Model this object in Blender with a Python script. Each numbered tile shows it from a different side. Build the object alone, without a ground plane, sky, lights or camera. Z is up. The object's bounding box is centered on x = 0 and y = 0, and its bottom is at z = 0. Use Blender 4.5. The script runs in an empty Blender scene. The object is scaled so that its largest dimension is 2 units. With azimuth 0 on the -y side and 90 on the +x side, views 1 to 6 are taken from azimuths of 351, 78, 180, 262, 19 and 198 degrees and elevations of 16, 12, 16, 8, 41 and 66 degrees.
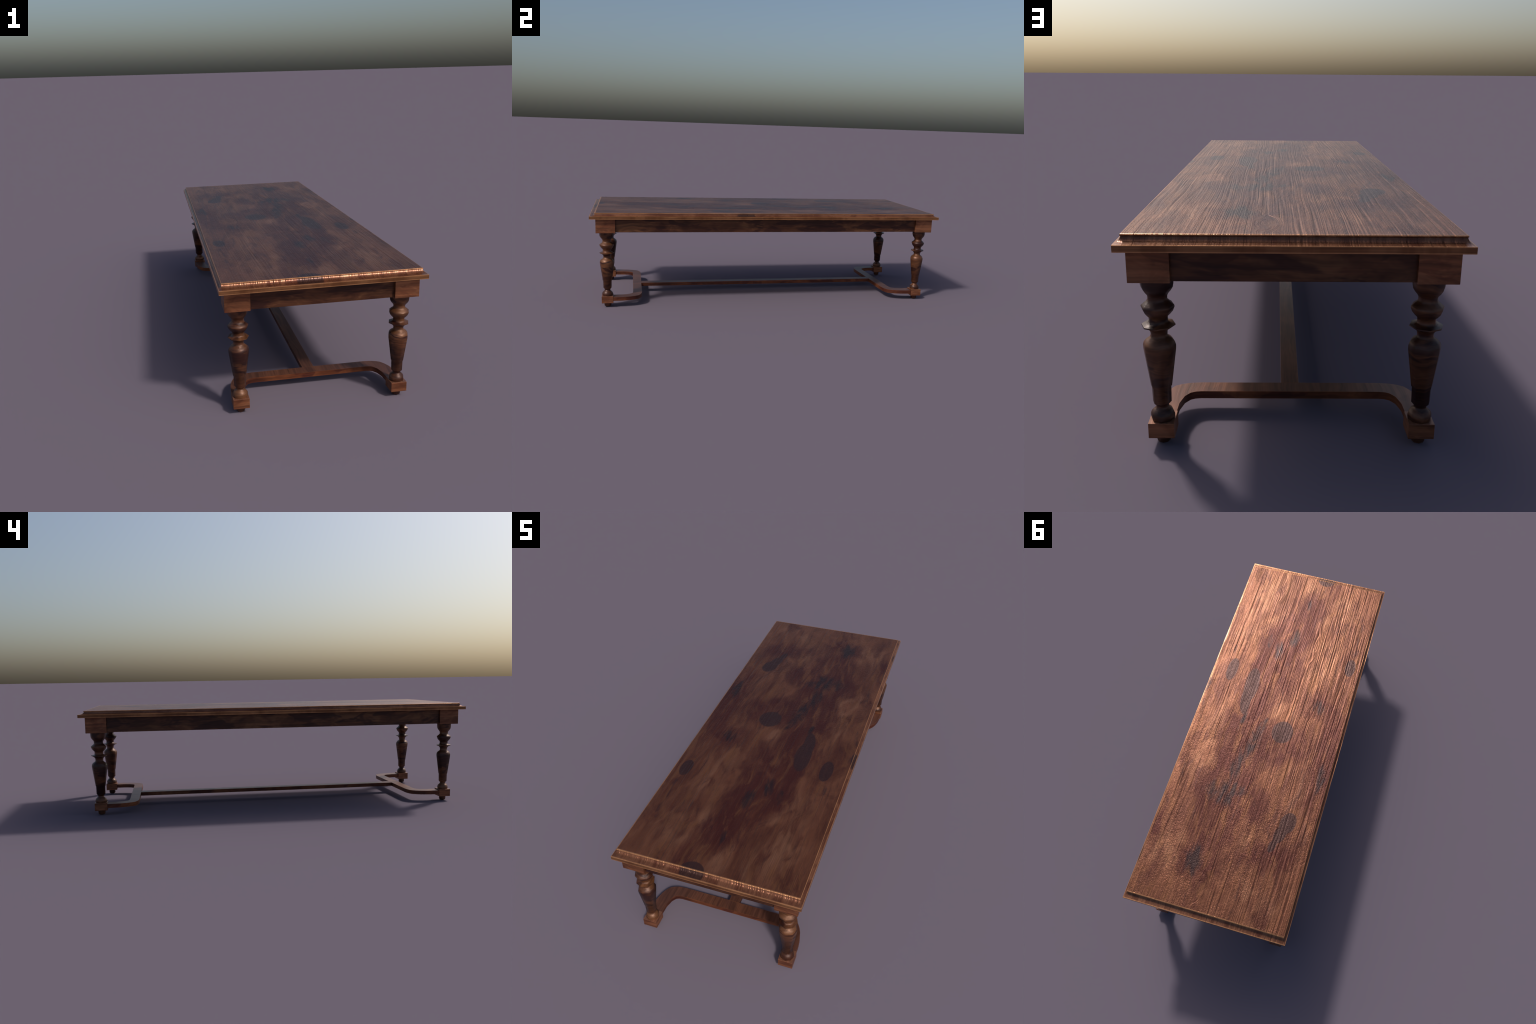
"""Old oak refectory table: moulded top, framed apron, octagonal turned legs, H-stretcher."""
import bpy, bmesh, math

scene = bpy.context.scene

# ------------------------------------------------------------------ node helpers
class Tree:
    """Small helper that writes shader maths as function calls."""

    def __init__(self, name):
        self.mat = bpy.data.materials.new(name)
        self.mat.use_nodes = True
        self.nt = self.mat.node_tree
        self.nt.nodes.clear()
        self.out = self.nt.nodes.new("ShaderNodeOutputMaterial")
        self.bsdf = self.nt.nodes.new("ShaderNodeBsdfPrincipled")
        self.nt.links.new(self.bsdf.outputs[0], self.out.inputs[0])

    def put(self, sock, v):
        if isinstance(v, bpy.types.NodeSocket):
            self.nt.links.new(v, sock)
        else:
            sock.default_value = v

    def math(self, op, a, b=0.0, c=0.0, clamp=False):
        n = self.nt.nodes.new("ShaderNodeMath")
        n.operation = op
        n.use_clamp = clamp
        for i, v in enumerate((a, b, c)):
            self.put(n.inputs[i], v)
        return n.outputs[0]

    def add(self, a, b): return self.math("ADD", a, b)
    def sub(self, a, b): return self.math("SUBTRACT", a, b)
    def mul(self, a, b): return self.math("MULTIPLY", a, b)
    def mx(self, a, b): return self.math("MAXIMUM", a, b)
    def ab(self, a): return self.math("ABSOLUTE", a)

    def combine(self, x, y, z):
        n = self.nt.nodes.new("ShaderNodeCombineXYZ")
        for i, v in enumerate((x, y, z)):
            self.put(n.inputs[i], v)
        return n.outputs[0]

    def split(self, v):
        n = self.nt.nodes.new("ShaderNodeSeparateXYZ")
        self.put(n.inputs[0], v)
        return n.outputs[0], n.outputs[1], n.outputs[2]

    def step(self, v, lo, hi, to_lo=0.0, to_hi=1.0):
        n = self.nt.nodes.new("ShaderNodeMapRange")
        n.interpolation_type = "SMOOTHSTEP"
        for i, x in enumerate((v, lo, hi, to_lo, to_hi)):
            self.put(n.inputs[i], x)
        return n.outputs[0]

    def noise(self, vec, scale=1.0, detail=2.0, rough=0.5, dist=0.0, w=None):
        n = self.nt.nodes.new("ShaderNodeTexNoise")
        if w is not None:
            n.noise_dimensions = "4D"
            self.put(n.inputs["W"], w)
        self.put(n.inputs["Vector"], vec)
        n.inputs["Scale"].default_value = scale
        n.inputs["Detail"].default_value = detail
        n.inputs["Roughness"].default_value = rough
        n.inputs["Distortion"].default_value = dist
        return n.outputs[0]

    def mix(self, f, a, b):
        n = self.nt.nodes.new("ShaderNodeMix")
        n.data_type = "RGBA"
        self.put(n.inputs[0], f)
        self.put(n.inputs[6], a if isinstance(a, bpy.types.NodeSocket) else (*a, 1))
        self.put(n.inputs[7], b if isinstance(b, bpy.types.NodeSocket) else (*b, 1))
        return n.outputs[2]

    def scale_colour(self, col, f):
        n = self.nt.nodes.new("ShaderNodeVectorMath")
        n.operation = "SCALE"
        self.put(n.inputs[0], col)
        self.put(n.inputs[3], f)
        return n.outputs[0]

    def coords(self):
        return self.nt.nodes.new("ShaderNodeTexCoord").outputs["Object"]

    def normal(self):
        return self.nt.nodes.new("ShaderNodeTexCoord").outputs["Normal"]

    def ellipse(self, x, y, cx, cy, rx, ry, ang=0.0):
        """0 at the centre, 1 on the rim of a turned ellipse (a squared distance)."""
        c, s = math.cos(math.radians(ang)), math.sin(math.radians(ang))
        dx, dy = self.sub(x, cx), self.sub(y, cy)
        u = self.math("MULTIPLY_ADD", dx, c / rx, self.mul(dy, s / rx))
        v = self.math("MULTIPLY_ADD", dx, -s / ry, self.mul(dy, c / ry))
        return self.math("MULTIPLY_ADD", u, u, self.mul(v, v))

    def bump(self, height, strength, distance):
        n = self.nt.nodes.new("ShaderNodeBump")
        n.inputs["Strength"].default_value = strength
        n.inputs["Distance"].default_value = distance
        self.put(n.inputs["Height"], height)
        self.nt.links.new(n.outputs[0], self.bsdf.inputs["Normal"])

    def finish(self, col, gain=1.6, sheen=.5, sat=1.04):
        """Deep waxed polish: the gloss takes the colour of the wood, so part of it is metallic."""
        n = self.nt.nodes.new("ShaderNodeHueSaturation")
        n.inputs["Saturation"].default_value = sat
        self.put(n.inputs["Color"], col)
        col = n.outputs[0]
        self.put(self.bsdf.inputs["Base Color"], self.scale_colour(col, gain))
        self.bsdf.inputs["Metallic"].default_value = sheen
        self.bsdf.inputs["Specular IOR Level"].default_value = .5

    def edges(self, radius):
        """1 along the arrises of a part, from the rounded-normal node."""
        b = self.nt.nodes.new("ShaderNodeBevel")
        b.samples = 6
        b.inputs[0].default_value = radius
        g = self.nt.nodes.new("ShaderNodeNewGeometry")
        d = self.nt.nodes.new("ShaderNodeVectorMath")
        d.operation = "DOT_PRODUCT"
        self.nt.links.new(b.outputs[0], d.inputs[0])
        self.nt.links.new(g.outputs["Normal"], d.inputs[1])
        return self.step(d.outputs["Value"], 0.99, 0.86)


# ------------------------------------------------------------------ table-top material
# dark knots with a clear rim: x, y, radius across, radius along, turn (degrees), strength
KNOTS = [
    (-0.240, 0.460, 0.037, 0.056, -10, .9), (-0.220, 0.520, 0.028, 0.050, -14, .9), (-0.200, 0.585, 0.017, 0.036, -14, .9),
    (-0.080, 0.012, 0.054, 0.063, 0, .8),
    (0.150, -0.215, 0.037, 0.100, 4, .9), (0.153, -0.120, 0.026, 0.085, 8, .9),
    (0.277, -0.277, 0.028, 0.068, 0, 1.), (-0.316, -0.446, 0.027, 0.053, 0, .9),
    (0.378, -0.161, 0.021, 0.055, 0, 1.), (-0.053, -0.975, 0.049, 0.044, 0, 1.),
    (0.384, 0.780, 0.014, 0.050, 0, 1.),
]
# soft wine-red stains along the heart of the board
STAINS = [
    (0.090, 0.330, .120, .520, 3), (0.060, -0.380, .110, .400, -6),
    (0.120, 0.735, .090, .120, 0), (0.100, 0.400, .150, .130, -20), (0.050, 0.130, .130, .200, -8),
    (0.150, 0.200, .060, .260, 0), (0.120, -0.150, .100, .250, 0), (-0.110, 0.080, .120, .130, 0),
    (0.070, -0.480, .130, .170, -10), (-0.010, -0.640, .090, .200, 6), 
    (-0.330, 0.220, .070, .160, 0), (-0.230, -0.180, .080, .130, 0), 
    (-0.080, 0.430, .050, .110, 0), (-0.340, 0.000, .070, .250, 0), (-0.120, -0.930, .040, .100, 0),
    (-0.200, 0.640, .160, .080, 20), (0.345, 0.630, .035, .060, 0), (-0.040, -0.330, .060, .120, 0),
    (-0.070, -0.780, .060, .120, 0),
]
# small sooty hearts inside the stains
SOOT = [
    (0.120, 0.735, .045, .080, 0), (0.120, 0.400, .075, .085, -30), (0.045, 0.370, .060, .040, 0),
    (0.033, 0.085, .030, .140, -4), (0.085, 0.250, .022, .090, 0), (0.128, -0.040, .014, .050, 0),
    (0.070, -0.440, .024, .060, 0), (0.128, -0.480, .014, .050, 0), (-0.010, -0.775, .014, .045, 0),
    (-0.225, -0.180, .035, .060, 10), (-0.320, 0.200, .030, .080, 0), (0.010, -0.540, .030, .050, 0),
]
# pale, rubbed patches
RUBBED = [
    (-0.160, -0.420, .060, .160, -14), (0.225, -0.560, .060, .130, 0), (0.240, -0.780, .070, .150, 0),
    (0.250, 0.300, .080, .100, 20), (0.255, 0.050, .050, .170, 0), (-0.270, 0.310, .060, .110, 0),
    (-0.070, 0.160, .026, .080, 0), (0.138, -0.620, .030, .060, 0), (0.020, -0.860, .040, .100, 0),
    (-0.200, 0.880, .110, .080, 0), (0.270, 0.720, .070, .100, 0), (-0.190, -0.760, .120, .110, 0),
    (0.000, -0.150, .050, .130, 0), (-0.080, 0.560, .050, .100, 0), (0.150, -0.890, .040, .090, 0),
]
# grain eyes that bend the figure: x, y, radius across, radius along
EYES = [(0.060, 0.865, .034, .080), (-0.111, -0.530, .022, .120), (0.160, -0.860, .026, .110), (-0.190, -0.150, .016, .070)]

TOP_Z, SLAB_TOP, SLAB_LOW = 0.5278, 0.5100, 0.4942


def tabletop_material():
    t = Tree("waxed_old_tabletop_wood")
    P = t.coords()
    x, y, z = t.split(P)
    nx, ny, nz = t.split(t.normal())
    side = t.step(t.ab(nz), 0.35, 0.15)                       # plumb faces of the slab
    # wandering of the figure
    wa = t.sub(t.noise(t.combine(t.mul(x, 5.), t.mul(y, 3.), 0.0), 1., 3.), .5)
    wb = t.sub(t.noise(t.combine(t.mul(x, 5.), t.mul(y, 3.), 7.3), 1., 3.), .5)
    sx, sy = t.math("MULTIPLY_ADD", wa, .10, x), t.math("MULTIPLY_ADD", wb, .20, y)
    kx = t.math("MULTIPLY_ADD", wa, .012, x)
    ky = t.math("MULTIPLY_ADD", wb, .024, y)
    # --- grain lines: run along y, pushed aside round the eyes
    gx = t.math("MULTIPLY_ADD", t.sub(t.noise(t.combine(t.mul(x, 4.5), t.mul(y, 1.5), 3.1), 1., 2.), .5), .032, x)
    eye_mask = 0.0
    for (ex, ey, ra, rl) in EYES:
        d = t.ellipse(kx, ky, ex, ey, ra, rl)
        m = t.step(d, 1.3, 0.0)
        eye_mask = t.mx(eye_mask, m) if eye_mask else m
        ring = t.mul(t.math("SQRT", d), ra)
        gx = t.add(gx, t.mul(m, t.sub(ring, t.mul(t.sub(gx, ex), 1.0))))
    patchy = t.step(t.noise(t.combine(t.mul(x, 14.), t.mul(y, 3.0), 31.), 1., 2.), .36, .60)

    def grooves(fx, fy, seed, width):
        n = t.noise(t.combine(t.mul(gx, fx), t.mul(y, fy), seed), 1., 1.5, .5)
        return t.step(t.ab(t.sub(n, .5)), 0.0, t.step(patchy, 0., 1., width * 1.7, width))          # 0 in a groove, 1 between grooves
    coarse = grooves(42., .9, 0., .10)
    fine = t.noise(t.combine(t.mul(gx, 250.), t.mul(y, 2.6), 4.), 1., 1., .5)
    fine = t.step(fine, .30, .66)
    zone = t.step(t.noise(t.combine(t.mul(gx, 9.), t.mul(y, .8), 9.), 1., 1.), .40, .62)
    speck = t.noise(t.combine(t.mul(x, 230.), t.mul(y, 130.), t.mul(z, 200.)), 1., 2., .6)
    fibre = t.noise(t.combine(t.mul(x, 60.), t.mul(y, 22.), 0.), 1., 3., .6, .6)
    soft = t.noise(t.combine(t.mul(gx, 100.), t.mul(y, 2.0), 14.), 1., 2., .6)
    grain = t.add(t.mul(t.mul(t.sub(coarse, .6), patchy), t.step(zone, 0, 1, .11, .38)),
                  t.add(t.mul(t.sub(fine, .5), t.step(zone, 0, 1, .20, .07)), t.mul(t.sub(soft, .5), .55)))
    # --- smoky figure
    smoke = t.noise(t.combine(t.mul(sx, 9.), t.mul(sy, 3.6), 2.), 1., 5., .62, .8)
    wisps = t.noise(t.combine(t.mul(sx, 30.), t.mul(sy, 7.), 5.), 1., 4., .6, 1.2)
    streak = t.noise(t.combine(t.mul(gx, 42.), t.mul(y, 3.2), 8.), 1., 3., .6)
    col = t.mix(t.step(smoke, .32, .68), (.066, .0222, .0125), (.106, .0392, .0210))

    def field(spots, px, py):
        total = None
        for s in spots:
            m = t.step(t.ellipse(px, py, *s[:5]), 1.7, 0.0)
            total = m if total is None else t.sub(t.add(total, m), t.mul(total, m))
        return total

    curl = t.noise(t.combine(t.mul(sx, 6.5), t.mul(sy, 2.4), 17.), 1., 2., .5, .6)
    curl = t.math("PINGPONG", t.mul(curl, 9.), 1.)
    col = t.mix(t.mul(t.step(curl, .35, .95), t.step(smoke, .40, .60, .08, .42)), col, (.136, .0555, .0305))
    rub = field(RUBBED, sx, sy)
    rub = t.mul(rub, t.add(t.mul(t.step(wisps, .36, .66), .55), t.mul(t.step(curl, .40, .92), .75)))
    col = t.mix(t.mul(rub, .62), col, (.150, .0670, .0385))
    stain = field(STAINS, sx, sy)
    stain = t.add(t.mul(stain, .90), t.add(t.mul(t.sub(smoke, .5), -1.6), t.add(t.mul(t.sub(wisps, .5), -1.8), t.mul(t.sub(streak, .5), -.7))))
    stain = t.math("MULTIPLY_ADD", stain, .95, .04, clamp=True)
    col = t.mix(t.mul(stain, .95), col, (.0460, .0110, .0078))
    warm = t.mul(t.step(t.noise(t.combine(t.mul(sx, 24.), t.mul(sy, 6.), 12.), 1., 5., .65, .6), .50, .68), .6)
    col = t.mix(warm, col, (.118, .0470, .0215))
    soot = field(SOOT, sx, sy)
    soot = t.math("MULTIPLY_ADD", t.add(t.mul(soot, .85), t.add(t.mul(t.sub(streak, .5), 2.0), t.mul(t.sub(wisps, .5), -2.6))), 1.25, -.36, clamp=True)
    col = t.mix(t.mul(soot, .82), col, (.0150, .0090, .0100))
    col = t.scale_colour(col, t.math("MULTIPLY_ADD", grain, .20, t.math("MULTIPLY_ADD", t.sub(streak, .5), .34,
                         t.math("MULTIPLY_ADD", t.sub(fibre, .5), .35, 1.0))))
    # --- knots
    rim = None
    for k in KNOTS:
        d = t.math("SQRT", t.ellipse(kx, ky, *k[:5]))
        rim = d if rim is None else t.math("SMOOTH_MIN", rim, d, .25)
    knot = t.mul(t.step(rim, 1.04, .93), .95)
    knot_col = t.scale_colour(t.mix(fibre, (.0270, .0122, .0118), (.0310, .0130, .0115)), t.math("MULTIPLY_ADD", grain, .5, 1.))
    col = t.mix(t.mul(t.mul(knot, .93), t.step(z, SLAB_TOP - .004, SLAB_TOP)), col, knot_col)
    # --- plumb slab edge: own bands, grain along the edge
    band = t.noise(t.combine(t.mul(x, 5.), t.mul(y, 5.), t.mul(z, 210.)), 1., 3., .6)
    patch = t.noise(t.combine(t.mul(x, 7.), t.mul(y, 7.), 1.), 1., 4., .6, .5)
    edge_col = t.mix(t.step(patch, .36, .64), (.098, .039, .0170), (.180, .084, .0400))
    edge_col = t.scale_colour(edge_col, t.step(band, .3, .7, .75, 1.2))
    dist_y, dist_x = t.sub(1.0, t.ab(y)), t.mul(t.sub(.38, t.ab(x)), 2.4)
    inset = t.math("MINIMUM", dist_y, dist_x)
    mould = t.step(inset, .034, .031)                         # bead and cove
    mould_col = t.mix(t.step(wisps, .35, .65), (.098, .037, .020), (.170, .073, .040))  # base colour tinted pinker to bring in the cove's pink sun glints
    mould_col = t.mix(t.mul(stain, .75), mould_col, (.075, .020, .012))
    mould_col = t.mix(t.mul(knot, .9), mould_col, (.035, .017, .014))
    mould_col = t.scale_colour(mould_col, t.math("MULTIPLY_ADD", grain, .5, 1.))
    col = t.mix(t.mul(mould, .8), col, mould_col)
    col = t.mix(side, col, edge_col)
    # --- worn, light arrises (two on the slab, one along the bead)
    up = t.step(t.ab(t.sub(z, SLAB_TOP)), .0030, .0006)
    low = t.step(t.ab(t.sub(z, SLAB_LOW)), .0036, .0008)
    worn = t.mul(t.mx(up, low), t.step(inset, .0060, .0015))
    rim = t.mul(t.step(t.ab(t.sub(inset, .0295)), .0050, .0014), t.step(z, .5235, .5250))
    worn = t.mul(t.mx(worn, t.mul(rim, .85)), t.step(patch, .30, .55, .45, 1.))
    col = t.mix(t.mul(worn, .85), col, (.370, .178, .086))
    t.finish(col, 1.54, .58, 1.03)
    t.put(t.bsdf.inputs["Roughness"], t.math("MULTIPLY_ADD", t.sub(speck, .5), t.step(side, 0., 1., .14, .0), t.math("MULTIPLY_ADD", mould, -.08, .375)))
    rough_zone = t.step(t.noise(t.combine(t.mul(x, 6.), t.mul(y, 3.), 21.), 1., 2.), .35, .65, .3, 1.)
    h = t.add(t.mul(grain, 1.0), t.add(t.mul(t.mul(t.sub(speck, .5), t.mul(t.mul(rough_zone, t.step(mould, 0., 1., 1., .15)), t.step(y, -.5, .3, .45, 1.))), .55), t.mul(t.sub(fibre, .5), .35)))
    h = t.mul(h, t.mul(t.step(side, 0., 1., 1., .10), t.step(mould, 0., 1., 1., .7)))
    t.bump(h, .8, .0044)
    return t.mat


# ------------------------------------------------------------------ material for the frame
def frame_material(name, dark, mid, light, deep, edge, edge_amount=.5, deep_amount=.7,
                   cloud=(6., 6., 9.), band=110., rough=.44, lift=None, gain=1.45, sheen=.42, swirl=.030):
    """Wood whose grain lies along y on upward faces and level on all plumb faces."""
    t = Tree(name)
    P = t.coords()
    x, y, z = t.split(P)
    nx, ny, nz = t.split(t.normal())
    rnd = t.nt.nodes.new("ShaderNodeObjectInfo").outputs["Random"]
    w = t.mul(rnd, 37.)
    up = t.step(t.ab(nz), .55, .85)
    warp = t.sub(t.noise(t.combine(t.mul(x, 8.), t.mul(y, 8.), t.mul(z, 10.)), 1., 2., w=w), .5)
    zz = t.math("MULTIPLY_ADD", warp, swirl, z)
    gx = t.math("MULTIPLY_ADD", warp, .030, x)
    plumb = t.combine(t.mul(x, 4.), t.mul(y, 4.), t.mul(zz, band))
    flat = t.combine(t.mul(gx, 95.), t.mul(y, 4.), 0.)
    g = t.nt.nodes.new("ShaderNodeMix")
    g.data_type = "VECTOR"
    t.put(g.inputs[0], up); t.put(g.inputs[4], plumb); t.put(g.inputs[5], flat)
    grain = t.noise(g.outputs[1], 1., 3., .6, w=w)
    cl = t.noise(t.combine(t.mul(x, cloud[0]), t.mul(y, cloud[1]), t.mul(zz, cloud[2])), 1., 4., .6, .9, w=w)
    cl2 = t.noise(t.combine(t.mul(x, cloud[0] * .8), t.mul(y, cloud[1] * .8), t.mul(zz, cloud[2] * 1.3)), 1., 3., .55, 1.3,
                  w=t.add(w, 11.))
    col = t.mix(t.step(cl, .38, .50), dark, mid)
    col = t.mix(t.step(cl, .50, .62), col, light)
    col = t.mix(t.mul(t.step(cl2, .505, .575), deep_amount), col, deep)
    if lift:                                                  # paler, greyer colour mixed over upward faces
        col = t.mix(t.mul(up, .65), col, lift)
    col = t.scale_colour(col, t.step(grain, .25, .75, .62, 1.36))
    if edge_amount:
        e = t.mul(t.edges(.0032), t.step(cl, .3, .6, .5 * edge_amount, edge_amount))
        col = t.mix(e, col, edge)
    t.finish(col, gain, sheen)
    t.bsdf.inputs["Roughness"].default_value = rough
    fine = t.noise(P, 260., 2., .5)
    t.bump(t.add(grain, t.mul(fine, .15)), .35, .0012)
    return t.mat


M_TOP = tabletop_material()
M_BLOCK = frame_material("brown_block_wood", (.092, .0330, .0165), (.140, .0540, .0270), (.172, .0720, .0380), (.085, .0270, .0140),
                         (.200, .080, .038), .35, .55, cloud=(9., 9., 16.), lift=(.150, .072, .048))
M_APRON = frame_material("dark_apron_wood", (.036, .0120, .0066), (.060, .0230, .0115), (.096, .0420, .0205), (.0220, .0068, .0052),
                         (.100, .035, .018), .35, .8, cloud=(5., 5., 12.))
M_LEG = frame_material("turned_leg_wood", (.054, .0178, .0092), (.096, .0370, .0180), (.140, .0590, .0280), (.0270, .0082, .0064),
                       (.200, .085, .036), .0, .9, cloud=(6., 6., 13.), band=170., rough=.41, gain=1.04, sheen=.30, swirl=.075)
M_STRETCH = frame_material("reddish_stretcher_wood", (.058, .0175, .0092), (.092, .0290, .0135), (.130, .0450, .0200), (.045, .0110, .0078),
                           (.200, .072, .028), .6, .75, cloud=(7., 7., 10.), lift=(.088, .0400, .0275))
M_PEG = frame_material("dark_peg_wood", (.040, .0150, .0090), (.058, .0230, .0130), (.075, .0300, .0160), (.0300, .0110, .0080),
                       (.06, .03, .02), .0, .5)

# ------------------------------------------------------------------ geometry helpers
def add_object(name, bm, mat, parent, location=(0, 0, 0), smooth=None):
    me = bpy.data.meshes.new(name)
    bmesh.ops.recalc_face_normals(bm, faces=bm.faces)
    bm.to_mesh(me)
    bm.free()
    me.materials.append(mat)
    if smooth is not None:
        for p in me.polygons:
            p.use_smooth = True
        me.set_sharp_from_angle(angle=math.radians(smooth))
    ob = bpy.data.objects.new(name, me)
    ob.location = location
    ob.parent = parent
    scene.collection.objects.link(ob)
    return ob


def twin(ob, parent, location, rotation=0.0):
    c = ob.copy()
    c.parent = parent
    c.location = location
    c.rotation_euler = (0, 0, rotation)
    scene.collection.objects.link(c)
    return c


def box_mesh(sx, sy, z0, z1, bevel=.0010):
    bm = bmesh.new()
    bmesh.ops.create_cube(bm, size=1.0)
    for v in bm.verts:
        v.co = (v.co.x * sx, v.co.y * sy, z0 if v.co.z < 0 else z1)
    if bevel:
        bmesh.ops.bevel(bm, geom=bm.edges[:], offset=bevel, segments=2, profile=.5, affect="EDGES")
    return bm


def rings_to_mesh(bm, rings, cap_low=True, cap_high=True):
    loops = [[bm.verts.new(p) for p in r] for r in rings]
    n = len(loops[0])
    for a, b in zip(loops, loops[1:]):
        for i in range(n):
            bm.faces.new((a[i], a[(i + 1) % n], b[(i + 1) % n], b[i]))
    if cap_low:
        bm.faces.new(loops[0][::-1])
    if cap_high:
        bm.faces.new(loops[-1])


# ------------------------------------------------------------------ the table
table = bpy.data.objects.new("wooden_dining_table", None)
table["label"] = "long dark stained wooden table with turned legs and stretcher"
table["category"] = "table"
scene.collection.objects.link(table)

# --- top: a slab with a cove and a bead; the moulding is narrower on the long sides
HALF_X, HALF_Y = .380, 1.000
CROSS = .42                                                   # inset across / inset along
COVE = [(.0100, .5108), (.0165, .5120), (.0220, .5140), (.0258, .5165), (.0284, .5196), (.0302, .5226)]
PROFILE = [(0, SLAB_LOW), (0, SLAB_TOP), (.0025, .5103)] + COVE + [
    (.0297, .5229), (.0283, .5235), (.0274, .5246), (.0273, .5259), (.0282, .5270), (.0303, .5277), (.0345, TOP_Z)]
bm = bmesh.new()
rings = []
for inset, zz in PROFILE:
    a, b = HALF_X - inset * CROSS, HALF_Y - inset
    rings.append([(-a, -b, zz), (a, -b, zz), (a, b, zz), (-a, b, zz)])
rings_to_mesh(bm, rings)
top = add_object("tabletop", bm, M_TOP, table, smooth=38)

# --- legs
LEG_X, LEG_Y = .3072, .9140
LEG_PROFILE = [
    (.4180, .0385), (.4000, .0382), (.3905, .0362), (.3825, .0312), (.3755, .0252), (.3705, .0230), (.3625, .0228),
    (.3580, .0252), (.3545, .0300), (.3525, .0322), (.3515, .0330), (.3478, .0382), (.3440, .0386), (.3340, .0346),
    (.3265, .0285), (.3205, .0224), (.3100, .0218), (.3060, .0235), (.3035, .0290), (.3018, .0388), (.2988, .0390), (.2968, .0335),
    (.2930, .0262), (.2855, .0205), (.2755, .0194), (.2708, .0216), (.2650, .0300), (.2580, .0360), (.2500, .0384),
    (.2400, .0380), (.1455, .0248), (.1440, .0230), (.1040, .0221), (.0990, .0176), (.0965, .0155), (.0905, .0153),
    (.0865, .0200), (.0805, .0258), (.0735, .0288), (.0665, .0290), (.0605, .0278), (.0580, .0276),
]
SIDES = 8


def octagon(r, z):
    return [(r * math.cos(2 * math.pi * i / SIDES), r * math.sin(2 * math.pi * i / SIDES), z) for i in range(SIDES)]


bm = bmesh.new()
rings_to_mesh(bm, [octagon(r, z) for z, r in LEG_PROFILE])
leg = add_object("leg", bm, M_LEG, table, (LEG_X, -LEG_Y, 0), smooth=68)

BLOCK = (.2672, .3600, .8666, .9686)                          # corner block in plan
FOOT = (.2765, .3380, .8832, .9450)
BX, BY = (BLOCK[0] + BLOCK[1]) / 2 - LEG_X, (BLOCK[2] + BLOCK[3]) / 2 - LEG_Y
FX, FY = (FOOT[0] + FOOT[1]) / 2 - LEG_X, (FOOT[2] + FOOT[3]) / 2 - LEG_Y
corner_block = add_object("corner_block", box_mesh(BLOCK[1] - BLOCK[0], BLOCK[3] - BLOCK[2], .4170, .4955), M_BLOCK, leg)
foot_block = add_object("foot_block", box_mesh(FOOT[1] - FOOT[0], FOOT[3] - FOOT[2], .0220, .0605), M_BLOCK, leg)
bm = bmesh.new()
rings_to_mesh(bm, [octagon(r, z) for z, r in ((.0230, .0182), (.0060, .0180), (.0000, .0150))])
peg = add_object("foot_peg", bm, M_PEG, leg, smooth=60)
first = True
for ix, iy in ((1, -1), (-1, -1), (1, 1), (-1, 1)):
    if first:
        l, first = leg, False
        corner_block.location = (ix * BX, iy * BY, 0)
        foot_block.location = (ix * FX, iy * FY, 0)
    else:
        l = twin(leg, table, (ix * LEG_X, iy * LEG_Y, 0))
        twin(corner_block, l, (ix * BX, iy * BY, 0))
        twin(foot_block, l, (ix * FX, iy * FY, 0))
        twin(peg, l, (0, 0, 0))

# --- apron rails between the corner blocks
short_len, long_len = 2 * (BLOCK[0] + .004), 2 * (BLOCK[2] + .004)
RAIL = .022
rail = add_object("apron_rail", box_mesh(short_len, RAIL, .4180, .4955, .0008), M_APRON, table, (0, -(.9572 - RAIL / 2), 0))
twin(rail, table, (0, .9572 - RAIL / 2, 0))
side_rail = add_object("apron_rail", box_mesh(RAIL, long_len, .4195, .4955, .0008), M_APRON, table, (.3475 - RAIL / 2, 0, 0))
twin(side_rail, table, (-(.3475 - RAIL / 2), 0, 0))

# --- H stretcher: two bowed end pieces and a long middle bar
S_LOW, S_HIGH = .0345, .0550
OUTER = [(.236, .7272), (.265, .7302), (.286, .7370), (.302, .7460), (.314, .7640), (.324, .7860), (.332, .8180), (.3355, .8500), (.3360, .8860)]
INNER = [(.2810, .8860), (.2800, .8370), (.2715, .8020), (.2590, .7840), (.2470, .7780), (.2320, .7757)]
outline = OUTER + INNER
outline = outline + [(-px, py) for px, py in reversed(outline)]
bm = bmesh.new()
low = [bm.verts.new((px, py, S_LOW)) for px, py in outline]
high = [bm.verts.new((px, py, S_HIGH)) for px, py in outline]
n, k = len(outline), len(OUTER)
for i in range(n):
    j = (i + 1) % n
    bm.faces.new((low[i], low[j], high[j], high[i]))
# top and underside as strips between the outer and the inner line
half = len(OUTER) + len(INNER)
pairs_o = list(range(k))
pairs_i = [half - 1] * 2 + [half - 2, half - 3, half - 3, half - 4, half - 4, half - 5, half - 6]
for ring in (low, high):
    for m in (lambda q: q, lambda q: n - 1 - q):
        for a in range(k - 1):
            quad = []
            for q in (pairs_o[a], pairs_o[a + 1], pairs_i[a + 1], pairs_i[a]):
                v = ring[m(q)]
                if v not in quad:
                    quad.append(v)
            bm.faces.new(quad)
    bm.faces.new((ring[0], ring[half - 1], ring[half], ring[n - 1]))
end = add_object("end_stretcher", bm, M_STRETCH, table, smooth=40)
twin(end, table, (0, 0, 0), math.pi)
middle = add_object("middle_stretcher", box_mesh(.0475, 2 * .7268, S_LOW + .0002, S_HIGH - .0002, .0006), M_STRETCH, table)
